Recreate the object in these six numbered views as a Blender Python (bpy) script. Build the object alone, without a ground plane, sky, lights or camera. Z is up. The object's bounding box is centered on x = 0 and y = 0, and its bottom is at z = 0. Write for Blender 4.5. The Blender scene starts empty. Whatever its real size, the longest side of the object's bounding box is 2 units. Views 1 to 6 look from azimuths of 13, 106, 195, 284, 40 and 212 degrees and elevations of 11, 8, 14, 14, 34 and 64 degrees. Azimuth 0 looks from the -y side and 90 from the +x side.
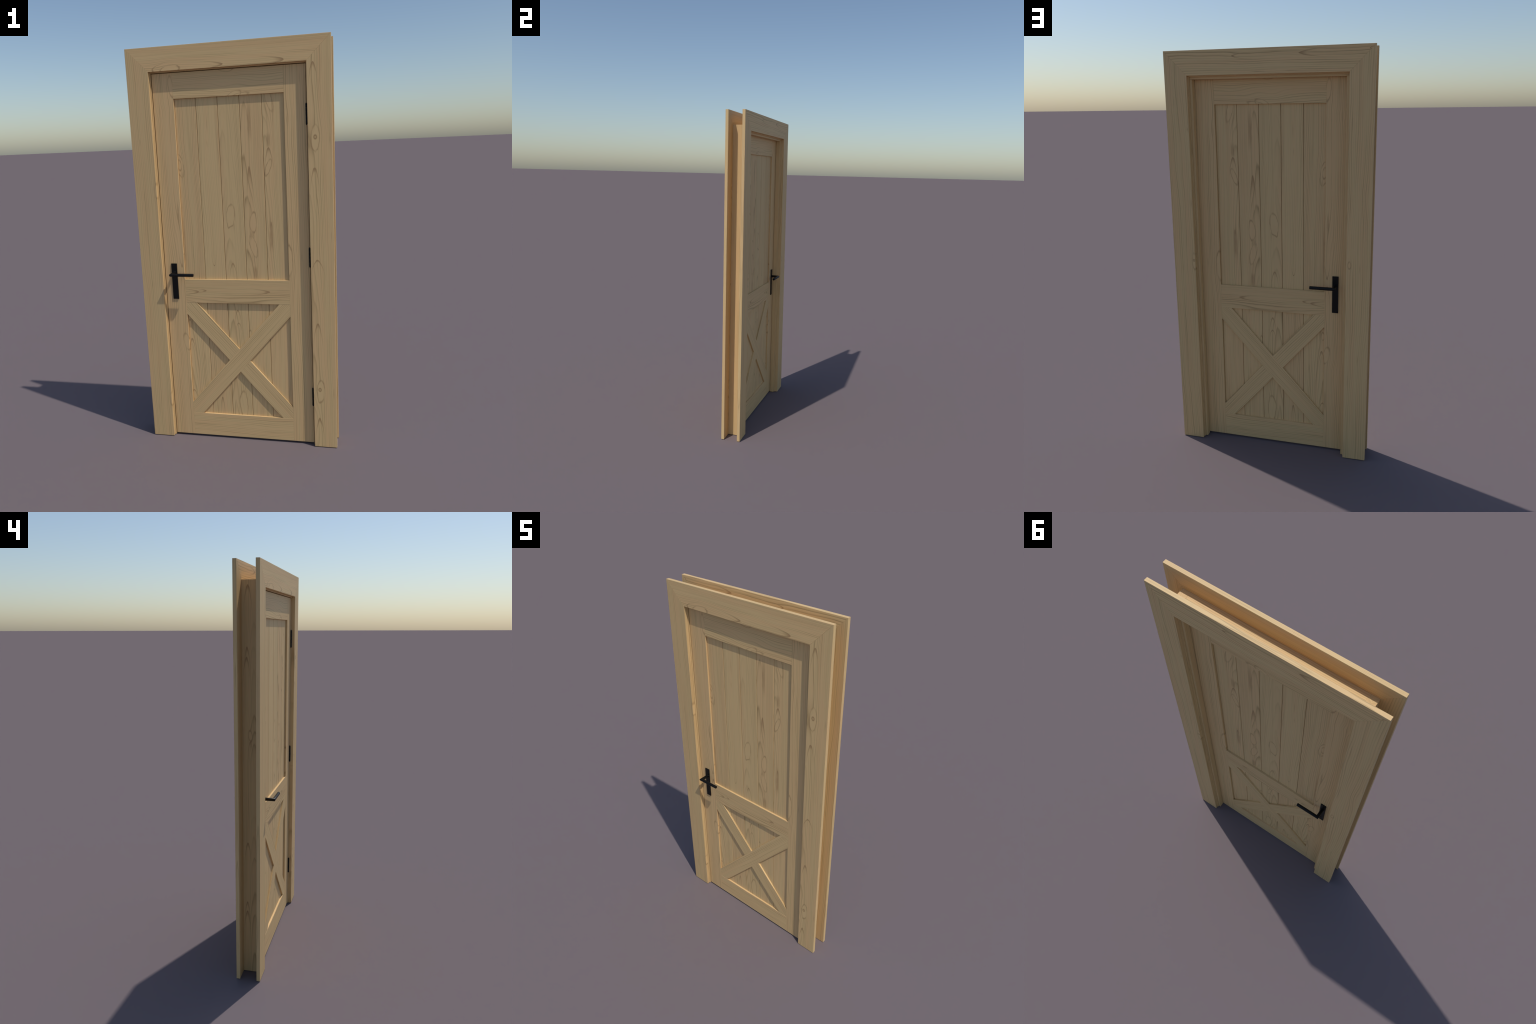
"""Pine plank door with X-braced lower panel, in its cased frame."""
import bpy, bmesh, math, random
from mathutils import Matrix, Vector

rng = random.Random(7)

# ------------------------------------------------------------------ sizes (m)
CASE_OUT, CASE_IN = 0.4935, 0.3815      # casing outer / inner half width
CASE_TOP, CASE_LOW = 2.000, 1.888       # casing outer / inner height
FRONT_Y = (-0.0440, -0.0260)            # front casing depth range
REAR_Y = (0.0585, 0.0765)               # rear casing depth range
JAMB_IN, JAMB_OUT = 0.3770, 0.4145
HEAD_LOW, HEAD_TOP = 1.8825, 1.9200
STOP_IN, STOP_LOW, STOP_Y = 0.3662, 1.8720, (0.0225, 0.0512)
LEAF_X, LEAF_Y, LEAF_LOW, LEAF_TOP = 0.3733, 0.0210, 0.0083, 1.8793
PANEL_X, PLANK_Y = 0.2700, 0.0116
TOP_RAIL, MID_RAIL, LOW_RAIL = (1.7583, LEAF_TOP), (0.7412, 0.8640), (LEAF_LOW, 0.1310)


# ------------------------------------------------------------------ node maths
class Val:
    """A socket or number that builds math nodes through Python operators."""
    tree = None

    def __init__(self, v):
        self.v = v

    @staticmethod
    def op(kind, *args, clamp=False):
        n = Val.tree.nodes.new("ShaderNodeMath")
        n.operation, n.use_clamp = kind, clamp
        for i, a in enumerate(args):
            a = a.v if isinstance(a, Val) else a
            if isinstance(a, (int, float)):
                n.inputs[i].default_value = a
            else:
                Val.tree.links.new(a, n.inputs[i])
        return Val(n.outputs[0])

    def __add__(s, o): return Val.op("ADD", s, o)
    __radd__ = __add__
    def __sub__(s, o): return Val.op("SUBTRACT", s, o)
    def __rsub__(s, o): return Val.op("SUBTRACT", o, s)
    def __mul__(s, o): return Val.op("MULTIPLY", s, o)
    __rmul__ = __mul__
    def __truediv__(s, o): return Val.op("DIVIDE", s, o)
    def abs(s): return Val.op("ABSOLUTE", s)
    def sq(s): return Val.op("MULTIPLY", s, s)
    def sqrt(s): return Val.op("SQRT", s)
    def frac(s): return Val.op("FRACT", s)
    def floor(s): return Val.op("FLOOR", s)
    def pow(s, e): return Val.op("POWER", s, e)
    def gauss(s): return Val.op("EXPONENT", s * -1.0)      # e^-s
    def max(s, o): return Val.op("MAXIMUM", s, o)
    def clamp(s): return Val.op("ADD", s, 0.0, clamp=True)

    def ramp(s, a, b):
        """smooth 0..1 step between a and b (a may be above b)"""
        n = Val.tree.nodes.new("ShaderNodeMapRange")
        n.interpolation_type = "SMOOTHSTEP"
        lo, hi = min(a, b), max(a, b)
        n.inputs[1].default_value, n.inputs[2].default_value = lo, hi
        n.inputs[3].default_value, n.inputs[4].default_value = (0, 1) if a < b else (1, 0)
        Val.tree.links.new(s.v, n.inputs[0])
        return Val(n.outputs[0])


def vec(x, y, z=0.0):
    n = Val.tree.nodes.new("ShaderNodeCombineXYZ")
    for i, a in enumerate((x, y, z)):
        a = a.v if isinstance(a, Val) else a
        if isinstance(a, (int, float)):
            n.inputs[i].default_value = a
        else:
            Val.tree.links.new(a, n.inputs[i])
    return n.outputs[0]


def noise(v, scale=1.0, detail=2.0, rough=0.5):
    n = Val.tree.nodes.new("ShaderNodeTexNoise")
    n.inputs["Scale"].default_value = scale
    n.inputs["Detail"].default_value = detail
    n.inputs["Roughness"].default_value = rough
    Val.tree.links.new(v, n.inputs["Vector"])
    return Val(n.outputs["Fac"])


def mix(fac, a, b):
    n = Val.tree.nodes.new("ShaderNodeMix")
    n.data_type = "RGBA"
    Val.tree.links.new(fac.v, n.inputs[0])
    for sock, c in ((n.inputs[6], a), (n.inputs[7], b)):
        if isinstance(c, tuple):
            sock.default_value = (*c, 1.0)
        else:
            Val.tree.links.new(c, sock)
    return n.outputs[2]


# ------------------------------------------------------------------ wood
# features of the figure, in board coordinates: s across the grain, t along it
#   ("oval", s, t, half width, half length, lean)   a closed ring line
#   ("arch", s, t, curvature, +1 legs run to -t / -1 legs run to +t, wedge length)
#   ("streak", s, t, half width, half length)       a soft brown heart streak
#   ("tick", s, t, half width, half length)         a short resin mark
#   ("knot", s, t, radius)
OLIVE, PINK = (0.708, 0.500, 0.242), (0.724, 0.485, 0.236)
LINE, BROWN = (0.375, 0.246, 0.106), (0.380, 0.228, 0.102)


def wood(name, along, seed, pith=0.0, curve=900.0, slope=5.0, wave=2.4, lines=1.0,
         lin=60.0, pink=0.5, tone=None, feats=()):
    m = bpy.data.materials.new(name)
    m.use_nodes = True
    t_ = m.node_tree
    Val.tree = t_
    bsdf = t_.nodes["Principled BSDF"]
    co = t_.nodes.new("ShaderNodeTexCoord")
    sep = t_.nodes.new("ShaderNodeSeparateXYZ")
    t_.links.new(co.outputs["Object"], sep.inputs[0])
    X, Y, Z = (Val(o) for o in sep.outputs)
    s0, t, deep = {"x": (Z, X, Y), "z": (X, Z, Y), "zy": (Y, Z, X)}[along]
    s = s0
    # fibres bend round the knots and ring islands
    calm = None
    for f in feats:
        if f[0] in ("oval", "knot", "bend"):
            a = f[3]
            b = f[3] * 2.2 if f[0] == "knot" else f[4]
            ds, dt = s0 - f[1], t - f[2]
            g = ((ds / (a * 1.9)).sq() + (dt / (b * 1.5)).sq()).gauss()
            s = s - ds * g * 0.6
            if f[0] == "bend":
                continue
            inside = ((ds / (a * 0.95)).sq() + (dt / (b * 0.95)).sq()).ramp(1.25, 0.6)
            calm = inside if calm is None else calm.max(inside)
    u = s + deep.abs() * 0.85
    warp = noise(vec(u * 9.0, t * 2.1, seed * 3.7), 1.0, 1.5)
    fine = noise(vec(u * 40.0, t * 5.0, seed * 1.3 + 20), 1.0, 2.0)
    F = (u - pith).sq() * curve + t * slope + (warp - 0.5) * wave * 4.0 + (fine - 0.5) * 0.8
    F = F + u * lin
    ring, fr = F.floor(), F.frac()
    wn = t_.nodes.new("ShaderNodeTexWhiteNoise")
    wn.noise_dimensions = "1D"
    t_.links.new((ring + seed * 13.0).v, wn.inputs["W"])
    strength = Val(wn.outputs["Value"])
    # late wood: slow darkening, then a quick return to pale
    late = fr.pow(4.0) * fr.ramp(1.0, 0.86)
    fade = noise(vec(u * 30.0, t * 3.0, seed + 50), 1.0, 2.0).ramp(0.30, 0.62)
    mask = late * (strength * 0.75 + 0.20) * (fade * 0.7 + 0.3) * 1.65 * lines
    # fine straight fibre
    fib = noise(vec(u * 420.0, t * 6.0, seed + 5), 1.0, 3.0, 0.6)
    fib2 = noise(vec(u * 150.0, t * 1.6, seed + 9), 1.0, 2.0, 0.5)
    mask = mask + fib2.ramp(0.50, 0.80) * 0.30 * lines + (fib - 0.5) * 0.20
    if calm is not None:
        mask = mask * (1.0 - calm * 0.85)
    brown = None
    wob = (noise(vec(s0 * 60.0, t * 22.0, seed + 31), 1.0, 2.0) - 0.5)
    uneven = noise(vec(s0 * 45.0, t * 16.0, seed + 90), 1.0, 1.0).ramp(0.32, 0.62) * 0.65 + 0.35
    for f in feats:
        ds, dt = s0 - f[1], t - f[2]
        if f[0] == "bend":
            continue
        if f[0] == "oval":
            ds = ds - dt * f[5]
            d = ((ds / f[3]).sq() + (dt / f[4]).sq()).sqrt() + wob * 0.5
            w = 0.0016 / f[3]
            e = ((d - 1.0) / w).sq().gauss() * 0.72 * uneven
        elif f[0] == "arch":
            d = dt * (-f[4]) - ds.sq() * f[3] + wob * 0.022
            e = d.ramp(-0.003, 0.002) * d.ramp(f[5], 0.002)
            e = e * ((ds / 0.030).sq() + (dt / 0.11).sq()).gauss() * 0.85
        elif f[0] == "streak":
            e = ((ds + wob * 0.006) / f[3]).sq().sq().sq() + (dt / f[4]).sq().sq()
            e = e.gauss() * (0.48 + wob * 0.5)
        elif f[0] == "tick":
            e = (((ds + wob * 0.004) / f[3]).sq() + (dt / f[4]).sq()).gauss() * 0.42
        else:
            d = ((ds / f[3]).sq() + (dt / (f[3] * 1.35)).sq()).sqrt() + wob * 0.25
            e = ((d - 0.85) / 0.30).sq().gauss() * 0.75 + d.ramp(1.0, 0.7) * 0.30
        brown = e if brown is None else brown.max(e)
    tint = noise(vec(u * 34.0, t * 1.3, seed + 70), 1.0, 2.0, 0.55)
    if tone is None:
        tone = rng.uniform(0.96, 1.035)
    pale, rosy = (tuple(c * tone for c in k) for k in (OLIVE, PINK))
    col = mix((tint + (pink - 0.5) * 0.5).ramp(0.36, 0.66), pale, rosy)
    col = mix(mask.clamp(), col, LINE)
    if brown is not None:
        col = mix(brown.clamp(), col, BROWN)
    t_.links.new(col, bsdf.inputs["Base Color"])
    bsdf.inputs["Roughness"].default_value = 0.55
    bsdf.inputs["Specular IOR Level"].default_value = 0.35
    bump = t_.nodes.new("ShaderNodeBump")
    bump.inputs["Strength"].default_value = 0.12
    bump.inputs["Distance"].default_value = 0.0006
    bump.invert = True
    t_.links.new((mask + fib * 0.3).v, bump.inputs["Height"])
    t_.links.new(bump.outputs[0], bsdf.inputs["Normal"])
    return m


def black_metal():
    m = bpy.data.materials.new("black_metal")
    m.use_nodes = True
    Val.tree = m.node_tree
    b = m.node_tree.nodes["Principled BSDF"]
    co = m.node_tree.nodes.new("ShaderNodeTexCoord")
    n = noise(co.outputs["Object"], 400.0, 3.0)
    m.node_tree.links.new(mix(n, (0.0030, 0.0030, 0.0031), (0.0045, 0.0045, 0.0046)), b.inputs["Base Color"])
    m.node_tree.links.new((n * 0.16 + 0.34).v, b.inputs["Roughness"])
    b.inputs["Specular IOR Level"].default_value = 0.25
    return m


# ------------------------------------------------------------------ mesh tools
def finish(bm, name, bevel=0.0, segs=2):
    if bevel:
        bmesh.ops.bevel(bm, geom=list(bm.edges), offset=bevel, segments=segs, profile=0.5, affect="EDGES")
    bmesh.ops.recalc_face_normals(bm, faces=bm.faces)
    me = bpy.data.meshes.new(name)
    bm.to_mesh(me)
    bm.free()
    return me


def prism(name, outline, y0, y1, bevel=0.0008, segs=2):
    """Board cut to an (x, z) outline, with depth y0..y1."""
    bm = bmesh.new()
    a = [bm.verts.new((x, y0, z)) for x, z in outline]
    b = [bm.verts.new((x, y1, z)) for x, z in outline]
    bm.faces.new(a)
    bm.faces.new(b[::-1])
    for i in range(len(a)):
        j = (i + 1) % len(a)
        bm.faces.new((a[i], b[i], b[j], a[j]))
    return finish(bm, name, bevel, segs)


def block(name, sx, sy, sz, bevel=0.0008, segs=2):
    h = (sx / 2, sz / 2)
    return prism(name, [(-h[0], -h[1]), (h[0], -h[1]), (h[0], h[1]), (-h[0], h[1])], -sy / 2, sy / 2, bevel, segs)


def put(name, me, parent, loc=(0, 0, 0), mat=None, rot=(0, 0, 0)):
    ob = bpy.data.objects.new(name, me)
    bpy.context.scene.collection.objects.link(ob)
    if parent is not None:
        ob.parent = parent
    ob.location, ob.rotation_euler = loc, rot
    if mat is not None:
        if not me.materials:
            me.materials.append(None)
        ob.material_slots[0].link = "OBJECT"
        ob.material_slots[0].material = mat
    return ob


def tube(bm, path, radius, sides=28, round_end=0.0):
    """Round bar along a polyline, mitred at its corners, with capped ends."""
    pts = [Vector(p) for p in path]
    dirs = [(pts[i + 1] - pts[i]).normalized() for i in range(len(pts) - 1)]
    up = Vector((0, 0, 1))
    rings = []

    def ring(c, n, d, r):
        side = d.cross(up).normalized()
        vs = []
        for k in range(sides):
            a = 2 * math.pi * k / sides
            p = c + side * math.cos(a) * r + up * math.sin(a) * r
            p -= d * ((p - c).dot(n) / d.dot(n))          # slide onto the mitre plane
            vs.append(bm.verts.new(p))
        rings.append(vs)

    e = round_end
    if e:
        ring(pts[0], dirs[0], dirs[0], radius - e)
        ring(pts[0] + dirs[0] * e * 0.3, dirs[0], dirs[0], radius - e * 0.3)
        ring(pts[0] + dirs[0] * e, dirs[0], dirs[0], radius)
    else:
        ring(pts[0], dirs[0], dirs[0], radius)
    for i in range(1, len(pts) - 1):
        n = (dirs[i - 1] + dirs[i]).normalized()
        ring(pts[i], n, dirs[i - 1], radius)
    d = dirs[-1]
    if e:
        ring(pts[-1] - d * e, d, d, radius)
        ring(pts[-1] - d * e * 0.3, d, d, radius - e * 0.3)
        ring(pts[-1], d, d, radius - e)
    else:
        ring(pts[-1], d, d, radius)
    for r0, r1 in zip(rings, rings[1:]):
        for k in range(sides):
            j = (k + 1) % sides
            f = bm.faces.new((r0[k], r0[j], r1[j], r1[k]))
            f.smooth = True
    bm.faces.new(rings[0][::-1])
    bm.faces.new(rings[-1])


def shade(me, angle=40):
    me.shade_smooth() if hasattr(me, "shade_smooth") else None
    me.set_sharp_from_angle(angle=math.radians(angle)) if hasattr(me, "set_sharp_from_angle") else None


# ------------------------------------------------------------------ the door
door = bpy.data.objects.new("wooden_door", None)
bpy.context.scene.collection.objects.link(door)
door["label"] = "pale pine plank door with X brace, cased frame and black lever handles"
door["category"] = "door"

# ---- casings: two mitred legs and a head, on both faces of the wall
case_mid, case_w = (CASE_OUT + CASE_IN) / 2, CASE_OUT - CASE_IN
hw = case_w / 2
leg_h = CASE_TOP
leg_right = [(-hw, -1), (hw, -1), (hw, 1.0), (-hw, CASE_LOW - 1.0)]
leg_left = [(-x, z) for x, z in leg_right]
head_mid = (CASE_TOP + CASE_LOW) / 2
head_out = [(-CASE_OUT, hw), (CASE_OUT, hw), (CASE_IN, -hw), (-CASE_IN, -hw)]
th = FRONT_Y[1] - FRONT_Y[0]
me_leg_r = prism("casing_leg", leg_right, -th / 2, th / 2, 0.0006)
me_leg_l = prism("casing_leg", leg_left, -th / 2, th / 2, 0.0006)
me_head = prism("casing_head", head_out, -th / 2, th / 2, 0.0006)


def at(feats, cx, cz, along="z"):
    """features given at door (x, z) -> board coordinates"""
    out = []
    for f in feats:
        s, t = (f[1] - cx, f[2] - cz) if along == "z" else (f[2] - cz, f[1] - cx)
        out.append((f[0], s, t) + tuple(f[3:]))
    return out


fy, ry = sum(FRONT_Y) / 2, sum(REAR_Y) / 2
front_right = [("oval", .415, 1.545, .019, .062, .03), ("knot", .415, 1.550, .0078),
               ("arch", .410, 1.885, 200, 1, .030), ("arch", .409, 1.412, 190, 1, .028),
               ("arch", .409, .655, 190, 1, .028), ("arch", .409, .155, 190, 1, .028),
               ("oval", .417, .300, .018, .058, .03), ("knot", .413, .309, .0075),
               ("arch", .414, .972, 60, 1, .012), ("tick", .482, 1.537, .0018, .022),
               ("tick", .482, 1.087, .0018, .022), ("tick", .482, .29, .0018, .022)]
front_left = [("tick", -.448, 1.30, .0020, .020), ("tick", -.448, 1.56, .0016, .015),
              ("tick", -.440, .84, .0018, .018), ("tick", -.455, .16, .0020, .020),
              ("oval", -.382, 1.32, .008, .036, 0), ("oval", -.382, .21, .008, .036, 0)]
head_front = [("oval", -.270, 1.892, .019, .048, .10), ("arch", -.010, 1.900, 260, 1, .035),
              ("arch", .282, 1.901, 240, 1, .050), ("arch", -.360, 1.893, 60, -1, .01)]
put("casing_leg", me_leg_r, door, (case_mid, fy, 1),
    wood("wood_casing_front_right", "z", 1.0, -.022, 1300, 3, 1.8, tone=.985, feats=at(front_right, case_mid, 1)))
put("casing_leg", me_leg_l, door, (-case_mid, fy, 1),
    wood("wood_casing_front_left", "z", 2.0, .0, 0, 1.0, 1.2, lin=110, tone=.945, feats=at(front_left, -case_mid, 1)))
put("casing_head", me_head, door, (0, fy, head_mid),
    wood("wood_casing_front_head", "x", 3.0, -.075, 700, 2, 1.7, tone=1.025, feats=at(head_front, 0, head_mid, "x")))

rear_minus = [("tick", -.398, 1.67, .0022, .040), ("tick", -.396, 1.30, .0022, .050),
              ("oval", -.397, 1.021, .007, .017, 0), ("tick", -.399, .42, .0022, .042),
              ("tick", -.446, 1.006, .0016, .020), ("tick", -.445, .545, .0016, .020),
              ("bend", -.490, 1.345, .016, .06), ("tick", -.388, .05, .002, .04)]
rear_plus = [("tick", .452, 1.768, .0016, .022), ("oval", .386, .995, .011, .042, 0),
             ("knot", .388, 1.00, .005), ("tick", .389, 1.29, .003, .02), ("tick", .389, 1.645, .003, .008),
             ("tick", .450, .96, .0016, .020)]
rear_head = [("arch", .158, 1.968, 380, -1, .016), ("arch", -.158, 1.972, 260, -1, .040),
             ("tick", .033, 1.899, .002, .025), ("arch", -.466, 1.982, 420, -1, .01),
             ("tick", -.120, 1.899, .002, .03)]
# legs of the head arches run along x: here toward -x
rear_head = [(f[0], f[1], f[2], f[3], 1, f[5]) if f[0] == "arch" else f for f in rear_head]
put("casing_leg", me_leg_l, door, (-case_mid, ry, 1),
    wood("wood_casing_rear_left", "z", 4.0, .0, 0, 1, 1.2, lin=100, tone=.97, feats=at(rear_minus, -case_mid, 1)))
put("casing_leg", me_leg_r, door, (case_mid, ry, 1),
    wood("wood_casing_rear_right", "z", 5.0, .0, 0, 1.0, 1.2, lin=-105, tone=.97, feats=at(rear_plus, case_mid, 1)))
put("casing_head", me_head, door, (0, ry, head_mid),
    wood("wood_casing_rear_head", "x", 6.0, .045, 260, 1, .8, lin=-70, tone=1.02, feats=at(rear_head, 0, head_mid, "x")))

# ---- jambs (the lining between the casings)
jy0, jy1 = FRONT_Y[1], REAR_Y[0]
jw, jd, jm = JAMB_OUT - JAMB_IN, jy1 - jy0, (JAMB_OUT + JAMB_IN) / 2
me_jamb = block("jamb", jw, jd, HEAD_TOP, 0.0003)


def on_jamb(feats):
    """the jamb's figure lies on its broad face: across is y, along is z"""
    return [(f[0], f[1] - (jy0 + jy1) / 2, f[2] - HEAD_TOP / 2) + tuple(f[3:]) for f in feats]


jamb_left = [("arch", .034, 1.632, 420, 1, .030), ("arch", .037, 1.590, 330, 1, .030), ("oval", .020, 1.225, .009, .024, .1),
             ("arch", .020, 1.20, 500, 1, .02), ("arch", .034, .700, 330, 1, .030), ("arch", .038, .386, 420, 1, .025),
             ("arch", .038, .338, 330, 1, .035), ("arch", .030, 1.90, 250, 1, .03)]
put("jamb", me_jamb, door, (jm, (jy0 + jy1) / 2, HEAD_TOP / 2), wood("wood_jamb_right", "zy", 11.0, 0, 0, 1, .9, lin=140))
put("jamb", me_jamb, door, (-jm, (jy0 + jy1) / 2, HEAD_TOP / 2), wood("wood_jamb_left", "zy", 12.0, .004, 2600, 6, 1.3, lines=.9, lin=15, feats=on_jamb(jamb_left)))
put("head_jamb", block("head_jamb", 2 * JAMB_IN, jd, HEAD_TOP - HEAD_LOW, 0.0005), door,
    (0, (jy0 + jy1) / 2, (HEAD_TOP + HEAD_LOW) / 2), wood("wood_jamb_head", "x", 13.0, 0, 0, 1, .9, lin=140))

# ---- stops
sy, syc = STOP_Y[1] - STOP_Y[0], sum(STOP_Y) / 2
sw = JAMB_IN - STOP_IN
me_stop = block("door_stop", sw, sy, STOP_LOW, 0.0008)
stop_wood = wood("wood_stop", "zy", 14.0, 0, 0, 1, .9, lin=160)
for sx in (1, -1):
    put("door_stop", me_stop, door, (sx * (JAMB_IN - sw / 2), syc, STOP_LOW / 2), stop_wood)
put("head_stop", block("head_stop", 2 * JAMB_IN, sy, HEAD_LOW - STOP_LOW, 0.0008), door,
    (0, syc, (HEAD_LOW + STOP_LOW) / 2), wood("wood_stop_head", "x", 15.0, 0, 0, 1, .9, lin=160))

# ---- leaf: stiles, rails, planks and braces
leaf_mid = (LEAF_LOW + LEAF_TOP) / 2

def in_leaf(name, me, loc, mat, rot=(0, 0, 0)):
    return put(name, me, door, loc, mat, rot)


st_w = LEAF_X - PANEL_X
st_c = (LEAF_X + PANEL_X) / 2
me_stile = block("stile", st_w, 2 * LEAF_Y, LEAF_TOP - LEAF_LOW, 0.0006)
stile_left = [("oval", -.279, 1.815, .012, .050, -.10), ("oval", -.282, .530, .016, .045, -.18),
              ("arch", -.282, .930, 420, -1, .018), ("arch", -.283, .893, 420, 1, .022),
              ("streak", -.284, 1.20, .004, .050), ("bend", -.345, 1.70, .016, .022),
              ("bend", -.349, .455, .016, .022), ("streak", -.278, .28, .004, .05)]
stile_right = [("tick", .280, 1.635, .002, .020), ("bend", .272, 1.645, .016, .040),
               ("oval", .272, .965, .017, .075, 0), ("bend", .274, .40, .014, .05),
               ("tick", .345, 1.82, .0018, .025), ("tick", .335, .98, .0016, .02)]
in_leaf("stile", me_stile, (-st_c, 0, leaf_mid),
        wood("wood_stile_left", "z", 21.0, .0, 0, 1.0, 1.3, lin=115, tone=.985, pink=.72, feats=at(stile_left, -st_c, leaf_mid)))
HINGE_W = st_w + 0.0013                 # the hinge stile stands closer to its jamb
in_leaf("stile", block("stile", HINGE_W, 2 * LEAF_Y, LEAF_TOP - LEAF_LOW, 0.0006), (PANEL_X + HINGE_W / 2, 0, leaf_mid),
        wood("wood_stile_right", "z", 22.0, .0, 0, 1.0, 1.2, lin=115, tone=.99, pink=.62, feats=at(stile_right, st_c, leaf_mid)))


def rail(name, span, mat_args, feats):
    c = sum(span) / 2
    in_leaf(name, block(name, 2 * PANEL_X, 2 * LEAF_Y, span[1] - span[0], 0.0006), (0, 0, c),
            wood("wood_" + name, "x", *mat_args, feats=at(feats, 0, c, "x")))


rail("top_rail", TOP_RAIL, (23.0, .0, 0, .6, 1.7, 1.0, 105),
     [("oval", .035, 1.762, .016, .034, .3), ("oval", .062, 1.756, .012, .040, .2),
      ("bend", -.014, 1.826, .016, .030), ("oval", .0, 1.890, .022, .040, 0), ("bend", .06, 1.80, .02, .05)])
rail("middle_rail", MID_RAIL, (24.0, -.02, 1100, 4, 1.6),
     [("arch", -.200, .799, 260, 1, .030), ("arch", -.158, .805, 420, 1, .022), ("arch", .170, .803, 300, 1, .035),
      ("tick", -.05, .79, .0016, .03)])
rail("bottom_rail", LOW_RAIL, (25.0, .0, 0, .6, 1.2, 1.0, 110),
     [("tick", -.02, .075, .0016, .03), ("tick", .16, .045, .0014, .04)])

# ---- planks: five wide, above and below the middle rail
pw = 2 * PANEL_X / 5
CH = 0.0011


def plank_mesh(name, h):
    """V-jointed board: long edges chamfered on both faces."""
    w = pw / 2 - 0.0009
    tg, ty = w + 0.0016, 0.0020          # tongue that closes the joint
    prof = [(-w, -PLANK_Y + CH), (-w + CH, -PLANK_Y), (w - CH, -PLANK_Y), (w, -PLANK_Y + CH),
            (w, -ty), (tg, -ty), (tg, ty), (w, ty), (w, PLANK_Y - CH), (w - CH, PLANK_Y), (-w + CH, PLANK_Y), (-w, PLANK_Y - CH)]
    bm = bmesh.new()
    lo = [bm.verts.new((x, y, -h / 2)) for x, y in prof]
    hi = [bm.verts.new((x, y, h / 2)) for x, y in prof]
    for i in range(len(prof)):
        j = (i + 1) % len(prof)
        bm.faces.new((lo[i], lo[j], hi[j], hi[i]))
    bm.faces.new(lo[::-1])
    bm.faces.new(hi)
    return finish(bm, name)


up_lo, up_hi = MID_RAIL[1], TOP_RAIL[0]
lo_lo, lo_hi = LOW_RAIL[1], MID_RAIL[0]
up_figure = [
    dict(pith=0, curve=0, slope=1, wave=1.3, lin=115, pink=.55,
         feats=[("oval", -.262, 1.440, .019, .055, -.16), ("oval", -.263, 1.440, .009, .026, -.1),
                ("tick", -.253, 1.39, .003, .022), ("streak", -.262, 1.05, .003, .12)]),
    dict(pith=0, curve=0, slope=1, wave=1.1, lin=120, lines=.8, pink=.36,
         feats=[("tick", -.1115, 1.637, .0016, .032), ("tick", -.116, 1.54, .0014, .014),
                ("arch", -.112, .935, 350, -1, .006)]),
    dict(pith=0.0, curve=1000, slope=5, wave=1.5, lines=.75, pink=.34,
         feats=[("oval", -.016, 1.185, .021, .056, .10), ("tick", .0, 1.135, .0025, .022),
                ("arch", -.015, .950, 190, 1, .016), ("tick", -.016, .942, .004, .012)
                ]),
    dict(pith=-.012, curve=1400, slope=5, wave=1.3, pink=.62,
         feats=[("streak", .098, 1.640, .0092, .082), ("arch", .089, 1.422, 420, 1, .090),
                ("oval", .098, 1.152, .0165, .050, .05), ("oval", .095, 1.033, .017, .052, -.22),
                ("tick", .085, 1.092, .005, .018), ("streak", .100, .90, .010, .030)]),
    dict(pith=-.030, curve=1100, slope=5, wave=1.5, pink=.42,
         feats=[("oval", .194, 1.740, .016, .064, -.25), ("arch", .188, 1.510, 180, 1, .026),
                ("streak", .188, 1.545, .009, .030), ("oval", .183, 1.416, .0125, .038, .32),
                ("streak", .187, 1.085, .0085, .070), ("arch", .188, 1.155, 900, 1, .04)]),
]
lo_figure = [
    dict(pith=-.02, curve=700, slope=4, wave=1.3, pink=.42,
         feats=[("arch", -.256, .545, 260, 1, .022), ("oval", -.262, .625, .008, .020, 0),
                ("tick", -.192, .447, .0022, .022), ("arch", -.262, .26, 150, 1, .012)]),
    dict(pith=0, curve=0, slope=1, wave=1.2, lin=110, pink=.74,
         feats=[("arch", -.108, .225, 500, 1, .03), ("tick", -.135, .16, .003, .03)]),
    dict(pith=0.0, curve=1500, slope=6, wave=1.0, pink=.40,
         feats=[("arch", -.002, .702, 210, 1, .016), ("arch", .0, .640, 170, 1, .008),
                ("oval", .008, .190, .020, .075, 0)]),
    dict(pith=0, curve=0, slope=1, wave=.9, lin=-140, pink=.40,
         feats=[("oval", .060, .575, .006, .022, 0), ("tick", .122, .735, .0026, .015),
                ("tick", .122, .392, .0026, .018)]),
    dict(pith=0, curve=0, slope=1, wave=.7, lin=170, pink=.55, feats=[("tick", .25, .25, .003, .05)]),
]
me_up, me_lo = plank_mesh("plank", up_hi - up_lo), plank_mesh("plank", lo_hi - lo_lo)
for me, zc, figs, base in ((me_up, (up_hi + up_lo) / 2, up_figure, 30), (me_lo, (lo_hi + lo_lo) / 2, lo_figure, 40)):
    for i, fig in enumerate(figs):
        x = (i - 2) * pw
        a = dict(fig)
        a["feats"] = at(a["feats"], x, zc)
        in_leaf("plank", me, (x, 0, zc), wood("wood_plank", "z", base + i * 1.7, **a))

# ---- the X: one brace runs through, the other is cut in two against it
bc = (lo_lo + lo_hi) / 2
half_x, half_z = PANEL_X, (lo_hi - lo_lo) / 2
ang = math.atan2(half_z, half_x)
BR_W = 0.0815


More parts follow.
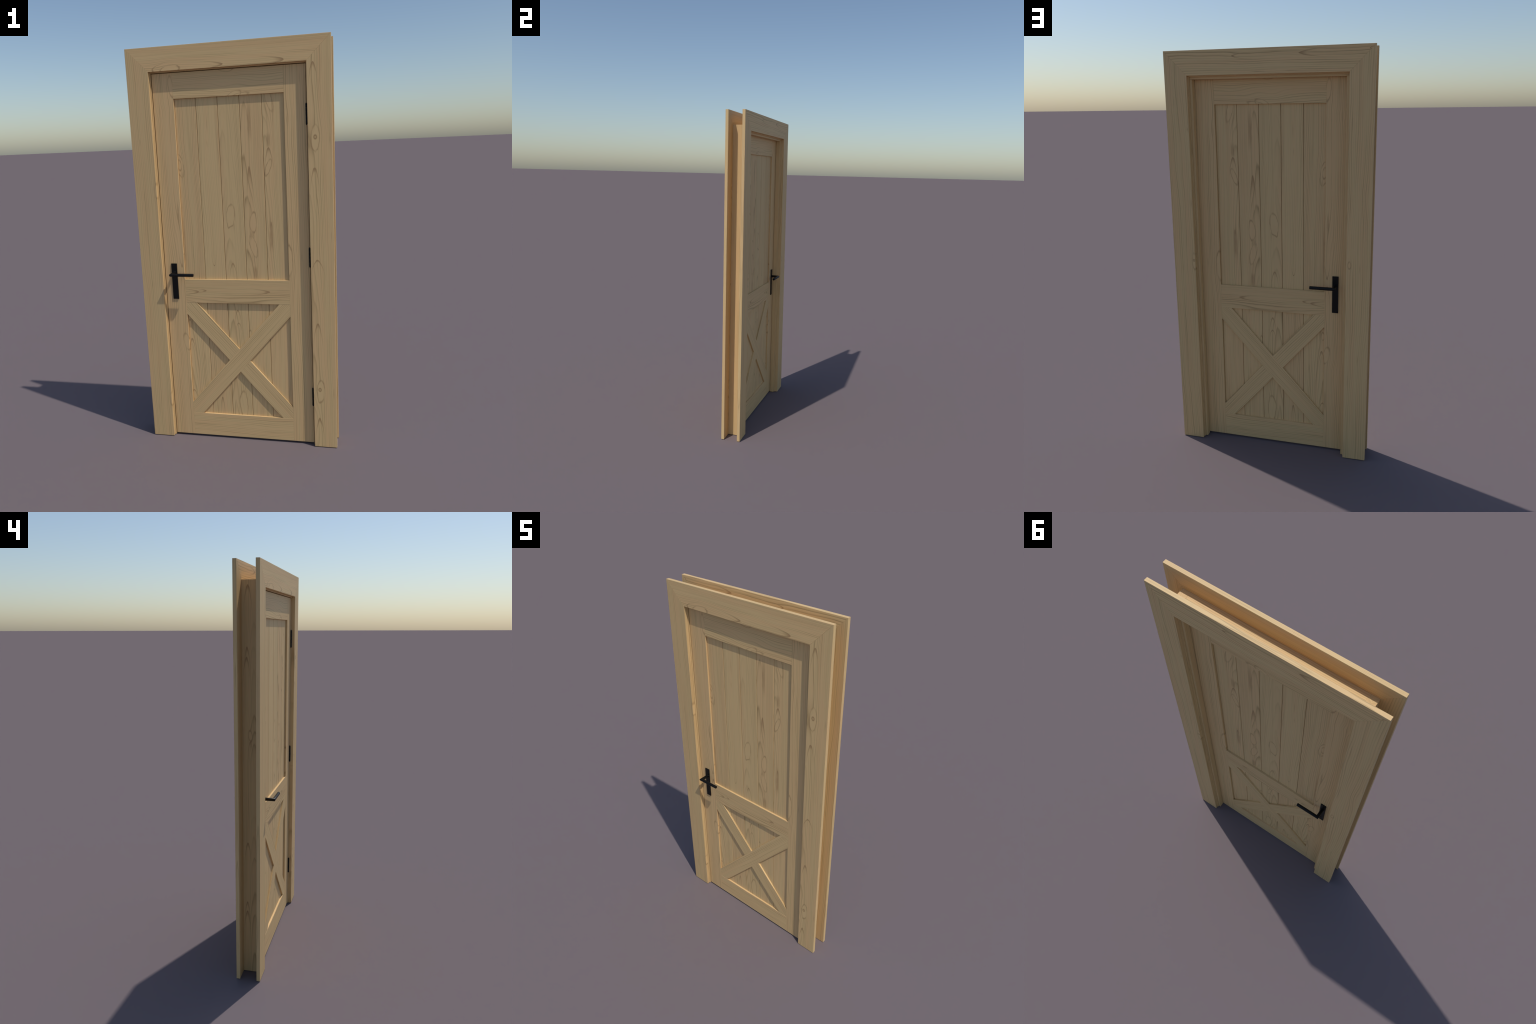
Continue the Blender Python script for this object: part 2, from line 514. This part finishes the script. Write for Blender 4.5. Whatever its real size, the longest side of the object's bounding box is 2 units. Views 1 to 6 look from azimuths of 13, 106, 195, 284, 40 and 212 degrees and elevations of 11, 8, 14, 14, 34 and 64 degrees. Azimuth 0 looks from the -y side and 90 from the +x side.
def clip(poly, nx, nz, d):
    """keep the part of a convex polygon where nx*x + nz*z <= d"""
    out = []
    for (x0, z0), (x1, z1) in zip(poly, poly[1:] + poly[:1]):
        a, b = nx * x0 + nz * z0 - d, nx * x1 + nz * z1 - d
        if a <= 0:
            out.append((x0, z0))
        if a * b < 0:
            k = a / (a - b)
            out.append((x0 + (x1 - x0) * k, z0 + (z1 - z0) * k))
    return out


def brace_outline(sign, cut=0):
    """(along, across) outline of a brace inside the panel; cut=+1/-1 keeps one end only"""
    c, s = math.cos(ang), math.sin(ang) * sign
    poly = [(-1, -BR_W / 2), (1, -BR_W / 2), (1, BR_W / 2), (-1, BR_W / 2)]
    for px, pz, d in ((1, 0, half_x), (-1, 0, half_x), (0, 1, half_z), (0, -1, half_z)):
        poly = clip(poly, px * c + pz * s, -px * s + pz * c, d)
    if cut:
        # normal of the through brace, seen from this brace's own axes
        n = (math.sin(ang), -math.cos(ang))
        if n[0] * c + n[1] * s < 0:
            n = (-n[0], -n[1])
        poly = clip(poly, -cut * (n[0] * c + n[1] * s), -cut * (-n[0] * s + n[1] * c), -BR_W / 2)
    return poly


BR_T = 0.0206 - PLANK_Y
br_y = (0.0206 + PLANK_Y) / 2
through = prism("brace", brace_outline(1), -BR_T / 2, BR_T / 2, 0.0006)
end_lo = prism("brace", brace_outline(-1, -1), -BR_T / 2, BR_T / 2, 0.0006)
end_hi = prism("brace", brace_outline(-1, 1), -BR_T / 2, BR_T / 2, 0.0006)
w_through = wood("wood_brace_through", "x", 51.0, .0, 0, 1.5, .9, lin=140, pink=.42,
                 feats=[("tick", -.058, .006, .0026, .040), ("tick", .05, .012, .0018, .05), ("tick", .20, .0, .0016, .05)])
w_cut = wood("wood_brace_cut", "x", 52.0, .0, 0, 1.0, .8, lines=1.35, lin=-105, pink=.38,
             feats=[("arch", .290, .010, 380, 1, .030), ("tick", -.20, .004, .0018, .05)])
for sy_ in (-1, 1):
    in_leaf("brace", through, (0, sy_ * br_y, bc), w_through, (0, -ang, 0))
    in_leaf("brace", end_lo, (0, sy_ * br_y, bc), w_cut, (0, ang, 0))
    in_leaf("brace", end_hi, (0, sy_ * br_y, bc), w_cut, (0, ang, 0))

# ------------------------------------------------------------------ ironwork
metal = black_metal()
key_black = bpy.data.materials.new("near_black_keyhole")
key_black.use_nodes = True
key_black.node_tree.nodes["Principled BSDF"].inputs["Base Color"].default_value = (0.002, 0.002, 0.002, 1)  # near-black colour for the keyhole shape, which stands slightly proud of the plate
key_black.node_tree.nodes["Principled BSDF"].inputs["Roughness"].default_value = 0.9

PL_X, PL_W, PL_LO, PL_HI, PL_T = -0.3237, 0.0302, 0.7608, 0.9474, 0.0048
SP_Z, LEV_Y, LEV_R, LEV_END = 0.8980, 0.0743, 0.0080, -0.2058
pl_c = (PL_LO + PL_HI) / 2
me_plate = block("handle_plate", PL_W, PL_T, PL_HI - PL_LO, 0.0010, 3)

# lever drawn for the rear face, the front one is turned over about x
out = LEV_Y - LEAF_Y - PL_T / 2
bm = bmesh.new()
tube(bm, [(0, 0, 0), (0, out, 0), (LEV_END - PL_X, out, 0)], LEV_R, 32, 0.0012)
tube(bm, [(0, 0, 0), (0, PL_T / 2 + 0.0025, 0)], LEV_R * 1.3, 32, 0.0010)      # collar
me_lever = finish(bm, "lever")
shade(me_lever)

bm = bmesh.new()
tube(bm, [(0, 0, 0.0022), (0, PL_T / 2 + 0.0003, 0.0022)], 0.0028, 20)
w = 0.0013
pts = [bm.verts.new((x, y, z)) for y in (0, PL_T / 2 + 0.0003) for x, z in ((-w, -.0065), (w, -.0065), (w, .001), (-w, .001))]
for q in ((0, 1, 2, 3), (7, 6, 5, 4), (0, 4, 5, 1), (1, 5, 6, 2), (2, 6, 7, 3), (3, 7, 4, 0)):
    bm.faces.new([pts[k] for k in q])
me_key = finish(bm, "keyhole")
bm = bmesh.new()
tube(bm, [(0, 0, 0), (0, PL_T / 2 + 0.0006, 0)], 0.0030, 20, 0.0005)
me_screw = finish(bm, "screw")
shade(me_screw)

for side in (-1, 1):
    plate = put("handle_plate", me_plate, door, (PL_X, side * (LEAF_Y + PL_T / 2), pl_c), metal)
    rot = (0, 0, 0) if side > 0 else (math.pi, 0, 0)
    put("lever", me_lever, plate, (0, 0, SP_Z - pl_c), metal, rot)
    key = put("keyhole", me_key, plate, (0, 0, 0.800 - pl_c), key_black)
    if side < 0:
        key.scale = (1, -1, 1)
    for z in (0.9345, 0.7745):
        put("screw", me_screw, plate, (0, 0, z - pl_c), metal, rot)

# ---- hinges: five-knuckle barrels with pointed pins, leaves let into the gap
H_X, H_Y, H_R, KN = 0.3750, -0.0246, 0.0045, 0.0187
bm = bmesh.new()
for k in range(5):
    z = (k - 2) * KN
    bmesh.ops.create_cone(bm, cap_ends=True, segments=24, radius1=H_R, radius2=H_R, depth=KN - 0.0008,
                          matrix=Matrix.Translation((0, 0, z)))
bmesh.ops.bevel(bm, geom=[e for e in bm.edges if abs(e.verts[0].co.z - e.verts[1].co.z) < 1e-6],
                offset=0.0004, segments=2, profile=0.5, affect="EDGES")
T = Matrix.Translation
bmesh.ops.create_cone(bm, cap_ends=True, segments=20, radius1=H_R * 0.62, radius2=H_R * 0.62, depth=5 * KN, matrix=T((0, 0, 0)))
for sgn in (1, -1):
    z0 = 5 * KN / 2
    r1, r2 = (H_R * 0.9, 0.0008) if sgn > 0 else (0.0008, H_R * 0.9)
    bmesh.ops.create_cone(bm, cap_ends=True, segments=20, radius1=r1, radius2=r2, depth=0.0045, matrix=T((0, 0, sgn * (z0 + 0.0018))))
me_hinge = finish(bm, "hinge")
shade(me_hinge, 35)
me_hleaf = block("hinge_leaf", 0.0012, 0.032, 5 * KN - 0.002, 0.0002, 1)
for z in (1.6555, 0.9805, 0.2605):
    h = put("hinge", me_hinge, door, (H_X, H_Y, z), metal)
    for dx in (-0.0003, 0.0014):
        put("hinge_leaf", me_hleaf, h, (dx, 0.0185, 0), metal)
